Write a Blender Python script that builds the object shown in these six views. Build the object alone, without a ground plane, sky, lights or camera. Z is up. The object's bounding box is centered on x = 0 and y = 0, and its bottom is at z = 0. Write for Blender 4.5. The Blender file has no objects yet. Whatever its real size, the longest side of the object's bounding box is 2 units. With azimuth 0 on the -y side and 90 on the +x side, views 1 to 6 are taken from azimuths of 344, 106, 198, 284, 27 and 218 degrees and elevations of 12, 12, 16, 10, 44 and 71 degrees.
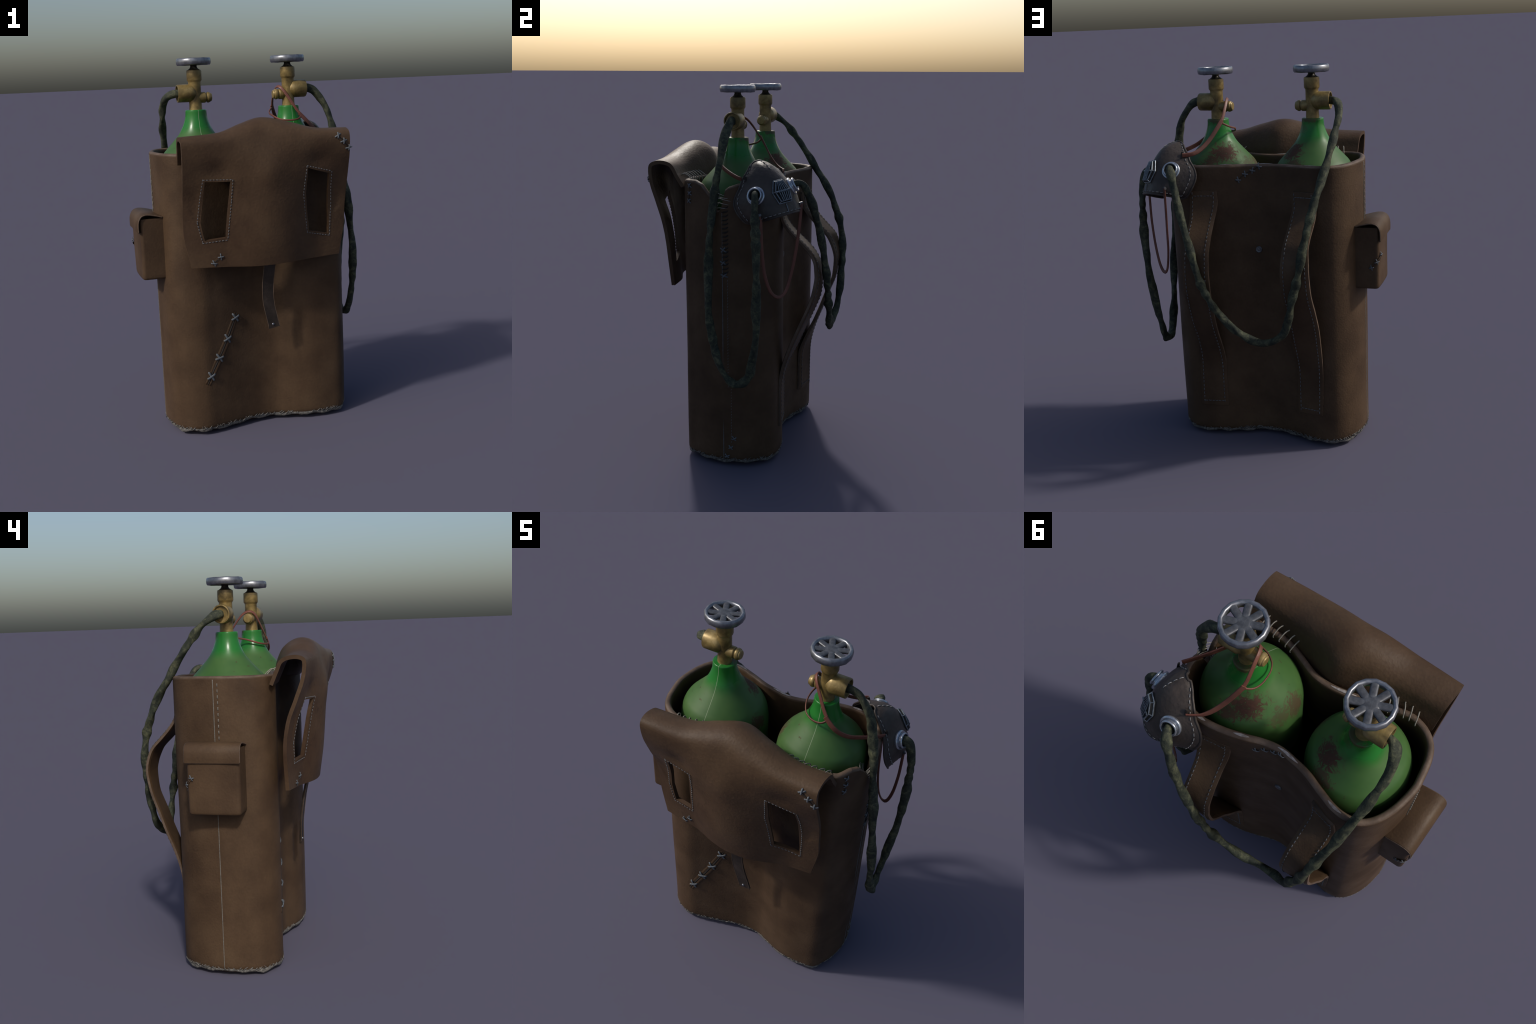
# A leather carry bag holding two green gas tanks, with hoses and a breathing mask.
import bpy, bmesh, math, random
import numpy as np
from mathutils import Vector

random.seed(7)
RNG = np.random.default_rng(7)
V = lambda *a: np.array(a, float)


# ------------------------------------------------------------------ maths
def unit(v):
    v = np.asarray(v, float)
    return v / (np.linalg.norm(v, axis=-1, keepdims=True) + 1e-12)


def spline(pts, n, closed=False, passes=0):
    """Catmull-Rom through pts, resampled to n points evenly along its length."""
    p = np.asarray(pts, float)
    m = len(p)
    q = []
    segs = m if closed else m - 1
    for i in range(segs):
        if closed:
            a, b, c, d = (p[(i + k) % m] for k in (-1, 0, 1, 2))
        else:
            b, c = p[i], p[i + 1]
            a = p[i - 1] if i else 2 * b - c
            d = p[i + 2] if i + 2 < m else 2 * c - b
        for t in np.linspace(0, 1, 24, endpoint=False):
            q.append(.5 * (2 * b + (c - a) * t + (2 * a - 5 * b + 4 * c - d) * t * t + (3 * b - a - 3 * c + d) * t ** 3))
    q.append(p[0] if closed else p[-1])
    q = np.array(q)
    s = np.r_[0, np.cumsum(np.linalg.norm(np.diff(q, axis=0), axis=1))]
    u = np.linspace(0, s[-1], n + 1)[:-1] if closed else np.linspace(0, s[-1], n)
    return np.stack([np.interp(u, s, q[:, k]) for k in range(q.shape[1])], 1)


def cr1(table, t):
    """1-D Catmull-Rom of table rows at fractional index t."""
    n = len(table)
    i = int(min(max(math.floor(t), 0), n - 2))
    f = t - i
    b, c = table[i], table[i + 1]
    a = table[i - 1] if i else 2 * b - c
    d = table[i + 2] if i + 2 < n else 2 * c - b
    return .5 * (2 * b + (c - a) * f + (2 * a - 5 * b + 4 * c - d) * f * f + (3 * b - a - 3 * c + d) * f ** 3)


def lumps(p, scale, seed=0):
    """Cheap smooth pseudo-noise in about [-1, 1] for arrays of points."""
    p = np.asarray(p, float) * scale
    r = np.random.default_rng(seed)
    out = 0
    for k in range(6):
        d = unit(r.normal(size=3)) * (0.7 + .5 * k * .4)
        out = out + np.sin(p @ d * 6.283 + r.uniform(0, 6.28)) / (1 + .35 * k)
    return out / 3.0


# ------------------------------------------------------------------ materials
def ramp(nt, fac, stops):
    n = nt.nodes.new("ShaderNodeValToRGB")
    e = n.color_ramp.elements
    while len(e) < len(stops):
        e.new(.5)
    for el, (p, c) in zip(e, stops):
        el.position, el.color = p, (*c, 1) if len(c) == 3 else c
    nt.links.new(fac, n.inputs[0])
    return n.outputs[0]


def noise(nt, vec, scale, detail=5, rough=.6, dist=0.0):
    n = nt.nodes.new("ShaderNodeTexNoise")
    n.inputs["Scale"].default_value = scale
    n.inputs["Detail"].default_value = detail
    n.inputs["Roughness"].default_value = rough
    n.inputs["Distortion"].default_value = dist
    nt.links.new(vec, n.inputs["Vector"])
    return n.outputs["Fac"]


def mathn(nt, op, a, b=None, clamp=False):
    n = nt.nodes.new("ShaderNodeMath")
    n.operation, n.use_clamp = op, clamp
    for i, x in enumerate((a, b)):
        if x is None:
            continue
        if isinstance(x, (int, float)):
            n.inputs[i].default_value = x
        else:
            nt.links.new(x, n.inputs[i])
    return n.outputs[0]


def mixc(nt, fac, a, b, mode="MIX"):
    n = nt.nodes.new("ShaderNodeMix")
    n.data_type, n.blend_type = "RGBA", mode
    for key, x in ((0, fac), (6, a), (7, b)):
        if isinstance(x, (int, float)):
            n.inputs[key].default_value = x
        elif isinstance(x, tuple):
            n.inputs[key].default_value = (*x, 1)
        else:
            nt.links.new(x, n.inputs[key])
    return n.outputs[2]


def maprange(nt, x, a, b, c=0.0, d=1.0, smooth=True):
    n = nt.nodes.new("ShaderNodeMapRange")
    n.interpolation_type = "SMOOTHSTEP" if smooth else "LINEAR"
    nt.links.new(x, n.inputs[0])
    for i, v in zip((1, 2, 3, 4), (a, b, c, d)):
        n.inputs[i].default_value = v
    return n.outputs[0]


def start(name, rough=.6, metal=0.0, spec=.5):
    m = bpy.data.materials.new(name)
    m.use_nodes = True
    nt = m.node_tree
    b = nt.nodes["Principled BSDF"]
    b.inputs["Roughness"].default_value = rough
    b.inputs["Metallic"].default_value = metal
    b.inputs["Specular IOR Level"].default_value = spec
    co = nt.nodes.new("ShaderNodeTexCoord").outputs["Object"]
    return m, nt, b, co


def bump(nt, b, height, strength, dist=.004):
    n = nt.nodes.new("ShaderNodeBump")
    n.inputs["Strength"].default_value = strength
    n.inputs["Distance"].default_value = dist
    nt.links.new(height, n.inputs["Height"])
    nt.links.new(n.outputs[0], b.inputs["Normal"])


def leather(name, dark, mid, light, rough=.55, grain=90, bump_s=.35, spec=.4, blotch=5.0):
    m, nt, b, co = start(name, rough, 0, spec)
    big = noise(nt, co, blotch, 4, .55)
    fine = noise(nt, co, grain, 6, .65)
    col = ramp(nt, big, [(.30, dark), (.52, mid), (.72, light)])
    col = mixc(nt, .55, col, ramp(nt, fine, [(.35, (.74, .74, .74)), (.65, (1.0, 1.0, 1.0))]), "MULTIPLY")
    nt.links.new(col, b.inputs["Base Color"])
    vor = nt.nodes.new("ShaderNodeTexVoronoi")
    vor.inputs["Scale"].default_value = grain * 1.1
    nt.links.new(co, vor.inputs["Vector"])
    mid_n = noise(nt, co, grain * .3, 4, .55)
    h = mathn(nt, "ADD", mathn(nt, "ADD", mathn(nt, "MULTIPLY", fine, .7), mathn(nt, "MULTIPLY", vor.outputs["Distance"], .5)), mathn(nt, "MULTIPLY", mid_n, .9))
    bump(nt, b, h, bump_s, .003)
    nt.links.new(maprange(nt, big, .3, .7, rough + .06, rough - .06), b.inputs["Roughness"])
    return m


def plain(name, a, c, scale=40, rough=.6, metal=0.0, bump_s=.15, spec=.4, low=.35, high=.65):
    m, nt, b, co = start(name, rough, metal, spec)
    f = noise(nt, co, scale, 5, .6)
    nt.links.new(ramp(nt, f, [(low, a), (high, c)]), b.inputs["Base Color"])
    if bump_s:
        bump(nt, b, f, bump_s, .002)
    return m


M = {}
M["leather"] = leather("brown_leather", (.048, .028, .0155), (.067, .0405, .0225), (.083, .052, .0295), spec=.18, bump_s=.30)
M["flap"] = leather("flap_leather", (.047, .026, .0145), (.068, .0405, .0225), (.084, .052, .0295), blotch=4.0, grain=70, bump_s=.38, spec=.20)
M["worn"] = leather("worn_leather_edge", (.072, .049, .034), (.104, .071, .050), (.145, .104, .076), rough=.55, spec=.25, blotch=14)
M["scuff"] = plain("scuffed_pale_edge", (.15, .125, .11), (.32, .30, .29), 60, .4)
M["mask"] = leather("dark_mask_leather", (.024, .018, .015), (.040, .030, .024), (.062, .047, .038), rough=.5, grain=55, bump_s=.7, blotch=9)
M["dark_strap"] = leather("dark_strap_leather", (.020, .015, .012), (.032, .024, .019), (.052, .040, .032), rough=.55, spec=.25, blotch=12)
M["red_strap"] = leather("red_brown_leather", (.095, .034, .022), (.135, .046, .030), (.17, .062, .040), rough=.5, grain=120, bump_s=.2, blotch=12)
M["seam_thread"] = plain("dull_seam_thread", (.085, .078, .068), (.155, .145, .125), 120, .7)
M["dim_thread"] = plain("dim_stitch_thread", (.062, .064, .068), (.115, .118, .122), 120, .7)
M["thread"] = plain("grey_thread", (.060, .069, .079), (.115, .127, .140), 150, .7)
M["pale_thread"] = plain("pale_thread", (.15, .14, .118), (.27, .25, .215), 120, .7)
M["mask_thread"] = plain("pale_mask_stitching", (.12, .12, .12), (.27, .265, .26), 90, .7)
M["groove"] = plain("tear_shadow_leather", (.010, .008, .007), (.022, .016, .012), 60, .8)
M["hollow"] = plain("dark_opening", (.006, .006, .006), (.012, .011, .010), 40, .8, 0, 0)
M["steel"] = plain("worn_steel", (.14, .148, .168), (.25, .26, .285), 35, .36, .75, .12)
M["spoke"] = plain("cast_steel_spokes", (.075, .078, .086), (.14, .145, .155), 45, .42, .55, .12)
M["ring"] = plain("bright_ring_steel", (.30, .33, .38), (.46, .49, .53), 40, .26, .8, .05)
M["vent"] = plain("vent_steel", (.085, .105, .125), (.21, .235, .265), 70, .4, .5, .15)
M["stem"] = plain("dark_valve_stem", (.018, .017, .014), (.045, .038, .024), 50, .45, .4, .1)


def brass():
    m, nt, b, co = start("aged_brass", .42, .35, .5)
    f = noise(nt, co, 17, 5, .6, .4)
    g = noise(nt, co, 60, 4, .6)
    col = ramp(nt, f, [(.30, (.085, .060, .022)), (.45, (.17, .120, .040)), (.58, (.25, .178, .062)), (.74, (.32, .245, .115))])
    col = mixc(nt, .45, col, ramp(nt, g, [(.35, (.6, .58, .52)), (.6, (1, 1, 1))]), "MULTIPLY")
    nt.links.new(col, b.inputs["Base Color"])
    bump(nt, b, g, .12, .002)
    return m


M["brass"] = brass()


def hose_material():
    m, nt, b, co = start("olive_mottled_hose_rubber", .75, 0, .3)
    f = noise(nt, co, 26, 6, .65, .6)
    g = noise(nt, co, 130, 5, .6)
    mixf = mathn(nt, "ADD", mathn(nt, "MULTIPLY", f, .75), mathn(nt, "MULTIPLY", g, .25))
    nt.links.new(ramp(nt, mixf, [(.38, (.011, .015, .011)), (.50, (.030, .035, .022)), (.66, (.095, .098, .054))]), b.inputs["Base Color"])
    bump(nt, b, mixf, .8, .006)
    return m


M["hose"] = hose_material()


def tank_paint(name, patches):
    """Glossy green enamel, dusty on the shoulder, with rust patches at given spots of the tank."""
    m, nt, b, co = start(name, .4, 0, .3)
    sep = nt.nodes.new("ShaderNodeSeparateXYZ")
    nt.links.new(co, sep.inputs[0])
    x, y, z = sep.outputs
    wob = noise(nt, co, 9, 5, .6)
    fine = noise(nt, co, 26, 9, .78, 2.2)
    # dust film lies on the sloping shoulder, cleaner enamel on the neck
    zz = mathn(nt, "ADD", z, mathn(nt, "MULTIPLY", mathn(nt, "SUBTRACT", wob, .5), .05))
    film = maprange(nt, zz, 1.655, 1.59, 0, 1)
    clean = (.016, .135, .022)
    dusty = ramp(nt, wob, [(.3, (.032, .088, .021)), (.7, (.050, .112, .029))])
    col = mixc(nt, film, clean, dusty)
    total = None
    for (px, py, pz, sx, sz, amount) in patches:
        d = nt.nodes.new("ShaderNodeVectorMath")
        d.operation = "SUBTRACT"
        nt.links.new(co, d.inputs[0])
        d.inputs[1].default_value = (px, py, pz)
        s = nt.nodes.new("ShaderNodeVectorMath")
        s.operation = "MULTIPLY"
        nt.links.new(d.outputs[0], s.inputs[0])
        s.inputs[1].default_value = (1 / sx, 1 / sx, 1 / sz)
        ln = nt.nodes.new("ShaderNodeVectorMath")
        ln.operation = "LENGTH"
        nt.links.new(s.outputs[0], ln.inputs[0])
        fade = maprange(nt, ln.outputs["Value"], .0, 1.7, 1, 0)
        mk = maprange(nt, mathn(nt, "ADD", fine, mathn(nt, "MULTIPLY", fade, .30)), .615, .735, 0, .95 * amount)
        total = mk if total is None else mathn(nt, "MAXIMUM", total, mk)
    specks = maprange(nt, noise(nt, co, 26, 3, .5), .71, .76, 0, .75)
    total = mathn(nt, "MAXIMUM", total, specks)
    rust = ramp(nt, fine, [(.3, (.022, .008, .006)), (.65, (.075, .026, .018))])
    col = mixc(nt, total, col, rust)
    # thin pale seam down the front of the tank
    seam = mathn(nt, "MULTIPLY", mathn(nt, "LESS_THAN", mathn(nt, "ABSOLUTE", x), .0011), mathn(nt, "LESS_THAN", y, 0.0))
    col = mixc(nt, mathn(nt, "MULTIPLY", seam, .6), col, (.30, .36, .24))
    nt.links.new(col, b.inputs["Base Color"])
    r = mathn(nt, "ADD", maprange(nt, film, 0, 1, .26, .52), mathn(nt, "MULTIPLY", total, .3), True)
    nt.links.new(r, b.inputs["Roughness"])
    bump(nt, b, mathn(nt, "ADD", mathn(nt, "MULTIPLY", total, mathn(nt, "SUBTRACT", 1, fine)), mathn(nt, "MULTIPLY", fine, .1)), .3, .003)
    return m


def around(angle, z, r):
    a = math.radians(angle)
    return (math.cos(a) * r, math.sin(a) * r, z)


M["tank_l"] = tank_paint("green_enamel_rust_one", [(*around(50, 1.57, .13), .075, .06, 1), (*around(70, 1.51, .18), .06, .05, .8), (*around(-12, 1.46, .20), .07, .05, .9), (*around(40, 1.68, .06), .04, .03, .35), (*around(60, 1.728, .05), .06, .02, .8)])
M["tank_r"] = tank_paint("green_enamel_rust_two", [(*around(122, 1.565, .13), .085, .06, 1), (*around(95, 1.53, .16), .06, .04, .9), (*around(190, 1.48, .20), .06, .075, .8), (*around(165, 1.50, .19), .06, .05, .6), (*around(90, 1.728, .05), .06, .02, .8)])


# ------------------------------------------------------------------ objects
ROOT = bpy.data.objects.new("gas_tank_backpack", None)
bpy.context.scene.collection.objects.link(ROOT)
ROOT["label"] = "brown leather backpack holding two green gas tanks, hoses and mask"
ROOT["category"] = "breathing gear"


def link(o, parent):
    bpy.context.scene.collection.objects.link(o)
    o.parent = parent
    return o


def mesh(name, verts, faces, mats, parent=ROOT, smooth=True, angle=None, fmat=None, kind=None):
    me = bpy.data.meshes.new(name)
    me.from_pydata([tuple(map(float, v)) for v in verts], [], [tuple(map(int, f)) for f in faces])
    for m in (mats if isinstance(mats, (list, tuple)) else [mats]):
        me.materials.append(M[m])
    if fmat is not None:
        me.polygons.foreach_set("material_index", np.asarray(fmat, np.int32))
    me.validate()
    bm = bmesh.new()
    bm.from_mesh(me)
    bmesh.ops.recalc_face_normals(bm, faces=bm.faces)
    bm.to_mesh(me)
    bm.free()
    me.polygons.foreach_set("use_smooth", [smooth] * len(me.polygons))
    if angle:
        me.set_sharp_from_angle(angle=math.radians(angle))
    o = link(bpy.data.objects.new(name, me), parent)
    if kind:
        o["kind"] = kind
    return o


class Soup:
    """Collects small pieces into one mesh."""
    def __init__(self):
        self.v, self.f, self.m = [], [], []

    def add(self, vf, m=0):
        v, f = vf
        k = len(self.v)
        self.v += list(v)
        self.f += [tuple(i + k for i in q) for q in f]
        self.m += [m] * len(f)


def frames(path, hint=None):
    p = np.asarray(path, float)
    t = unit(np.gradient(p, axis=0))
    n = np.zeros_like(p)
    if hint is not None:
        h = np.broadcast_to(np.asarray(hint, float), p.shape)
        n = unit(h - t * np.sum(h * t, 1, keepdims=True))
    else:
        a = V(0, 0, 1) if abs(t[0][2]) < .9 else V(1, 0, 0)
        n[0] = unit(a - t[0] * (a @ t[0]))
        for i in range(1, len(p)):
            w = n[i - 1] - t[i] * (n[i - 1] @ t[i])
            n[i] = unit(w)
    return t, n, np.cross(t, n)


def sweep(path, section, hint=None, twist=None, cap=True, scale=None):
    """Sweep a closed 2-D section (a along n, b along binormal) along path."""
    p = np.asarray(path, float)
    t, n, b = frames(p, hint)
    k = len(section[0]) if np.ndim(section) == 3 else len(section)
    vs, fs = [], []
    for i in range(len(p)):
        s = section[i] if np.ndim(section) == 3 else np.asarray(section, float)
        s = s * (1 if scale is None else scale[i])
        nn, bb = n[i], b[i]
        if twist is not None:
            c, w = math.cos(twist[i]), math.sin(twist[i])
            nn, bb = nn * c + bb * w, bb * c - nn * w
        vs += list(p[i] + s[:, :1] * nn + s[:, 1:] * bb)
    for i in range(len(p) - 1):
        for j in range(k):
            a, c = i * k + j, i * k + (j + 1) % k
            fs.append((a, c, c + k, a + k))
    if cap:
        fs.append(tuple(range(k))[::-1])
        fs.append(tuple(range((len(p) - 1) * k, len(p) * k)))
    return vs, fs


def circle(k, rx, ry=None):
    a = np.linspace(0, 2 * math.pi, k, endpoint=False)
    return np.stack([np.cos(a) * rx, np.sin(a) * (rx if ry is None else ry)], 1)


def rrect(w, h, r=None, k=3):
    """Rounded rectangle section; w along the normal axis, h along the binormal."""
    r = min(w, h) * .45 if r is None else r
    out = []
    for cx, cy, a0 in ((w / 2 - r, h / 2 - r, 0), (-w / 2 + r, h / 2 - r, 90), (-w / 2 + r, -h / 2 + r, 180), (w / 2 - r, -h / 2 + r, 270)):
        for q in np.linspace(0, 90, k):
            a = math.radians(a0 + q)
            out.append((cx + r * math.cos(a), cy + r * math.sin(a)))
    return np.array(out)


def revolve(profile, k=48, cap=True):
    vs, fs = [], []
    for r, z in profile:
        for j in range(k):
            a = 2 * math.pi * j / k
            vs.append((r * math.cos(a), r * math.sin(a), z))
    for i in range(len(profile) - 1):
        for j in range(k):
            a, c = i * k + j, i * k + (j + 1) % k
            fs.append((a, c, c + k, a + k))
    if cap:
        fs.append(tuple(range(k))[::-1])
        fs.append(tuple(range((len(profile) - 1) * k, len(profile) * k)))
    return vs, fs


def place(vf, origin, zaxis, xhint=(0, 0, 1)):
    """Turn a z-up piece so that its z axis points along zaxis at origin."""
    zx = unit(zaxis)
    h = np.asarray(xhint, float)
    if abs(h @ zx) > .95:
        h = V(1, 0, 0)
    xx = unit(h - zx * (h @ zx))
    yx = np.cross(zx, xx)
    v = np.asarray(vf[0], float)
    return list(np.asarray(origin) + v[:, :1] * xx + v[:, 1:2] * yx + v[:, 2:] * zx), vf[1]


def thread(path, r=.003, k=6, n=10):
    p = spline(path, n)
    sc = np.ones(n)
    sc[0] = sc[-1] = .5
    return sweep(p, circle(k, r), scale=sc)


def dash(p, d, nrm, length=.010, width=.0032, lift=.0012):
    """One small raised stitch."""
    d, nrm = unit(d), unit(nrm)
    q = [p - d * length / 2 - nrm * .001, p - d * length * .3 + nrm * lift, p + d * length * .3 + nrm * lift, p + d * length / 2 - nrm * .001]
    return sweep(np.array(q), circle(6, .0013, width / 2), hint=nrm)


def cross_stitch(soup, p, nrm, along, size=.034, r=.0034, skew=0.0, m=0):
    nrm = unit(nrm)
    a = unit(along - nrm * (along @ nrm))
    b = np.cross(nrm, a)
    for k, (da, db) in enumerate(((.45, .9), (-.75, .75))):
        d = unit(a * da + b * (db + skew))
        top = .0012 + .0022 * k
        h = size * (1.0 if k == 0 else .85) / 2
        q = spline([p - d * h - nrm * .003, p - d * h * .75 + nrm * top, p + nrm * (top + .0012), p + d * h * .75 + nrm * top, p + d * h - nrm * .003], 12)
        sc = np.r_[.6, np.ones(10), .6]
        soup.add(sweep(q, circle(8, r * .62, r * 1.15), hint=nrm, scale=sc), m)


# ------------------------------------------------------------------ bag
SECTION = [(-.544, -.015), (-.538, -.080), (-.522, -.158), (-.491, -.218), (-.436, -.261), (-.359, -.280), (-.280, -.264), (-.190, -.240), (-.100, -.216),
           (-.020, -.204), (.050, -.208), (.110, -.229), (.180, -.254), (.250, -.268), (.335, -.268), (.420, -.252), (.460, -.195), (.488, -.130),
           (.504, -.040), (.498, .060), (.475, .130), (.436, .182), (.380, .223), (.300, .234), (.205, .221), (.120, .196), (.050, .170),
           (-.020, .157), (-.090, .165), (-.160, .179), (-.240, .208), (-.320, .233), (-.385, .236), (-.440, .221), (-.490, .172), (-.526, .090)]
NB = 520
OUT = spline(SECTION, NB, closed=True)
TAN = unit(np.roll(OUT, -1, 0) - np.roll(OUT, 1, 0))
NRM = np.stack([TAN[:, 1], -TAN[:, 0]], 1)          # outward for this winding
if np.mean(np.sum(NRM * OUT, 1)) < 0:
    NRM = -NRM
TEAR_Y = [-.30, -.232, -.183, -.140, -.094, -.048, -.030, -.006, .010, .060, .14]
TEAR_Z = [1.524, 1.526, 1.528, 1.512, 1.462, 1.382, 1.392, 1.490, 1.503, 1.521, 1.521]
ARC = np.arctan2(OUT[:, 1], OUT[:, 0])
RIM = 1.520 + .004 * np.cos(2 * ARC) + .003 * lumps(np.c_[OUT, OUT[:, 0] * 0], 2.2, 3)
right = OUT[:, 0] > .40
RIM[right] = np.interp(OUT[right, 1], TEAR_Y, TEAR_Z)
WALL = .031


def bag_near(x, y):
    return int(np.argmin((OUT[:, 0] - x) ** 2 + (OUT[:, 1] - y) ** 2))


def bag_point(i, z, lift=0.0):
    i %= NB
    return V(*(OUT[i] + NRM[i] * lift), z)


def bag_normal(i):
    return V(*NRM[i % NB], 0)


def dents(x, y, z):
    """Soft hollows pressed into the leather wall."""
    d = .0022 * lumps(np.c_[x, y, z], 1.6, 11)
    front = y < -.05
    d = d - np.where(front, .007 * np.exp(-((x - .172) / .02) ** 2) / (1 + np.exp(-(z - .43) / .012)) / (1 + np.exp((z - .62) / .012)), 0)
    d = d - np.where(front, .010 * np.exp(-((x + .02) / .12) ** 2 - ((z - .82) / .2) ** 2), 0)
    return d


def build_bag():
    rows = [(.0, -.056), (.006, -.044), (.018, -.024), (.032, -.008), (.044, -.001), (.055, 0.0)]
    prof = []                                        # (height as share: absolute or from rim), offset
    for z, o in rows:
        prof.append(("abs", z, o))
    for z in np.linspace(.08, 1.30, 84):
        prof.append(("abs", z, 0))
    for f in np.linspace(0, 1, 16)[1:]:
        prof.append(("blend", f, 0))
    for a in np.linspace(0, 180, 9):                 # rounded lip
        prof.append(("lip", math.radians(a), 0))
    for f in np.linspace(1, 0, 12)[1:]:
        prof.append(("inner", f, -WALL))
    prof.append(("abs", .75, -WALL))
    prof.append(("abs", .03, -WALL))
    vs = []
    R = WALL / 2
    for kind, a, o in prof:
        if kind == "abs":
            z = np.full(NB, a)
        elif kind == "blend":
            z = 1.30 + (RIM - R - 1.30) * a
        elif kind == "inner":
            z = 1.30 + (RIM - R - 1.30) * a
        else:
            z = RIM - R + R * math.sin(a)
            o = -R + R * math.cos(a)
        off = np.full(NB, o, float)
        if kind in ("abs", "blend") and o == 0:
            off += dents(OUT[:, 0], OUT[:, 1], z) * np.clip((RIM - z) / .15, 0, 1) * np.clip(z / .1, 0, 1)
        xy = OUT + NRM * off[:, None]
        vs += list(np.c_[xy, z])
    fs, fm = [], []
    for i in range(len(prof) - 1):
        lip = prof[i][0] == "lip" and prof[i + 1][0] in ("lip", "inner") and 2.2 > prof[i][1] > .3
        for j in range(NB):
            a, c = i * NB + j, i * NB + (j + 1) % NB
            fs.append((a, c, c + NB, a + NB))
            fm.append(1 if lip else 0)
    n = len(prof)
    fs.append(tuple(range(NB))[::-1]); fm.append(0)
    fs.append(tuple(range((n - 1) * NB, n * NB))); fm.append(0)
    return mesh("leather_bag", vs, fs, ["leather", "worn"], ROOT, True, 50, fm)


BAG = build_bag()

# frayed welt round the foot of the bag
s = Soup()
idx = np.linspace(0, NB, 700) % NB
pts = []
for k, i in enumerate(idx):
    a = int(i) % NB
    f = i - int(i)
    p = OUT[a] * (1 - f) + OUT[(a + 1) % NB] * f
    pts.append(V(*(p + NRM[a] * -.010), .031 + .004 * math.sin(k * .21) + .003 * math.sin(k * .083 + 1)))
pts = np.array(pts)
s.add(sweep(pts, circle(8, .0115, .0065), hint=(0, 0, 1), scale=1 + .28 * lumps(pts, 14, 5) + .18 * lumps(pts, 45, 6)))
for k in range(230):
    a = int(RNG.integers(NB))
    z0 = .012 + .010 * RNG.random()
    L = int(RNG.integers(3, 7)) * (1 if RNG.random() < .5 else -1)
    s.add(thread([bag_point(a, z0, -.026), bag_point(a + L // 2, z0 + .018, -.002), bag_point(a + L, z0 + .030, -.001)], .0022, 5, 6))
M["welt"] = plain("frayed_grey_welt", (.034, .032, .030), (.16, .152, .14), 70, .8, 0, .6)
mesh("frayed_welt", s.v, s.f, ["welt"], BAG, kind="stuff")

# side seams: raised piping and running stitches
s = Soup()
iL = bag_near(-.54, -.016)
iR = bag_near(.506, -.024)
iL2, iR2 = bag_near(-.54, -.036), bag_near(.506, .000)
s.add(sweep(np.array([bag_point(iL, z, -.0005) for z in np.linspace(.03, 1.508, 60)]), circle(6, .0024)))
s.add(sweep(np.array([bag_point(iR, z, -.0010) for z in np.linspace(.03, 1.372, 60)]), circle(6, .0024)), 1)
mesh("seam_piping", s.v, s.f, ["seam_thread", "dim_thread"], BAG, fmat=s.m)
s = Soup()
for z in np.arange(1.225, 1.51, .0285):
    s.add(dash(bag_point(iL2, z), V(0, 0, 1), bag_normal(iL2), .016, .0058))
for z in np.arange(.14, 1.03, .0155):
    k = bag_near(.506, .004 + (.02 if z < .45 else 0))
    s.add(dash(bag_point(k, z), V(0, .3, 1), bag_normal(k), .010, .0032), 1)
mesh("seam_stitches", s.v, s.f, ["seam_thread", "dim_thread"], BAG, fmat=s.m, kind="stuff")

# hem hooks along the ripped side
s = Soup()
for z in np.arange(1.06, 1.40, .021):
    i = bag_near(.506, -.016)
    s.add(thread([bag_point(i - 1, z, .001), bag_point(i + 3, z + .004, .004), bag_point(i + 5, z + .012, .0)], .0035, 6, 6))
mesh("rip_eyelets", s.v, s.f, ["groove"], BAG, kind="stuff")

# threads still bridging the ripped side
s = Soup()
for z, y0, y1, sag in ((1.442, -.088, .012, .010), (1.428, -.082, .026, .016), (1.410, -.072, .018, .012), (1.392, -.062, .004, .006), (1.455, -.090, -.004, .020)):
    p, q = bag_point(bag_near(.5, y0), z, -.004), bag_point(bag_near(.5, y1), z + .004, .0)
    s.add(thread([p, (p * .6 + q * .4) + V(.012, 0, sag), (p * .3 + q * .7) + V(.014, 0, sag * .6), q], .0017, 5, 12))
for k in range(4):
    p = bag_point(bag_near(.5, -.10 + .014 * k), 1.452 - .012 * k, -.02)
    s.add(thread([p + V(0, 0, -.02), p + V(-.02, .016, .012), p + V(-.03, .05, .004)], .0013, 5, 10))
mesh("torn_threads", s.v, s.f, ["pale_thread"], BAG, kind="stuff")

# mending: tear lips, dark gap and cross stitches


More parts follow.
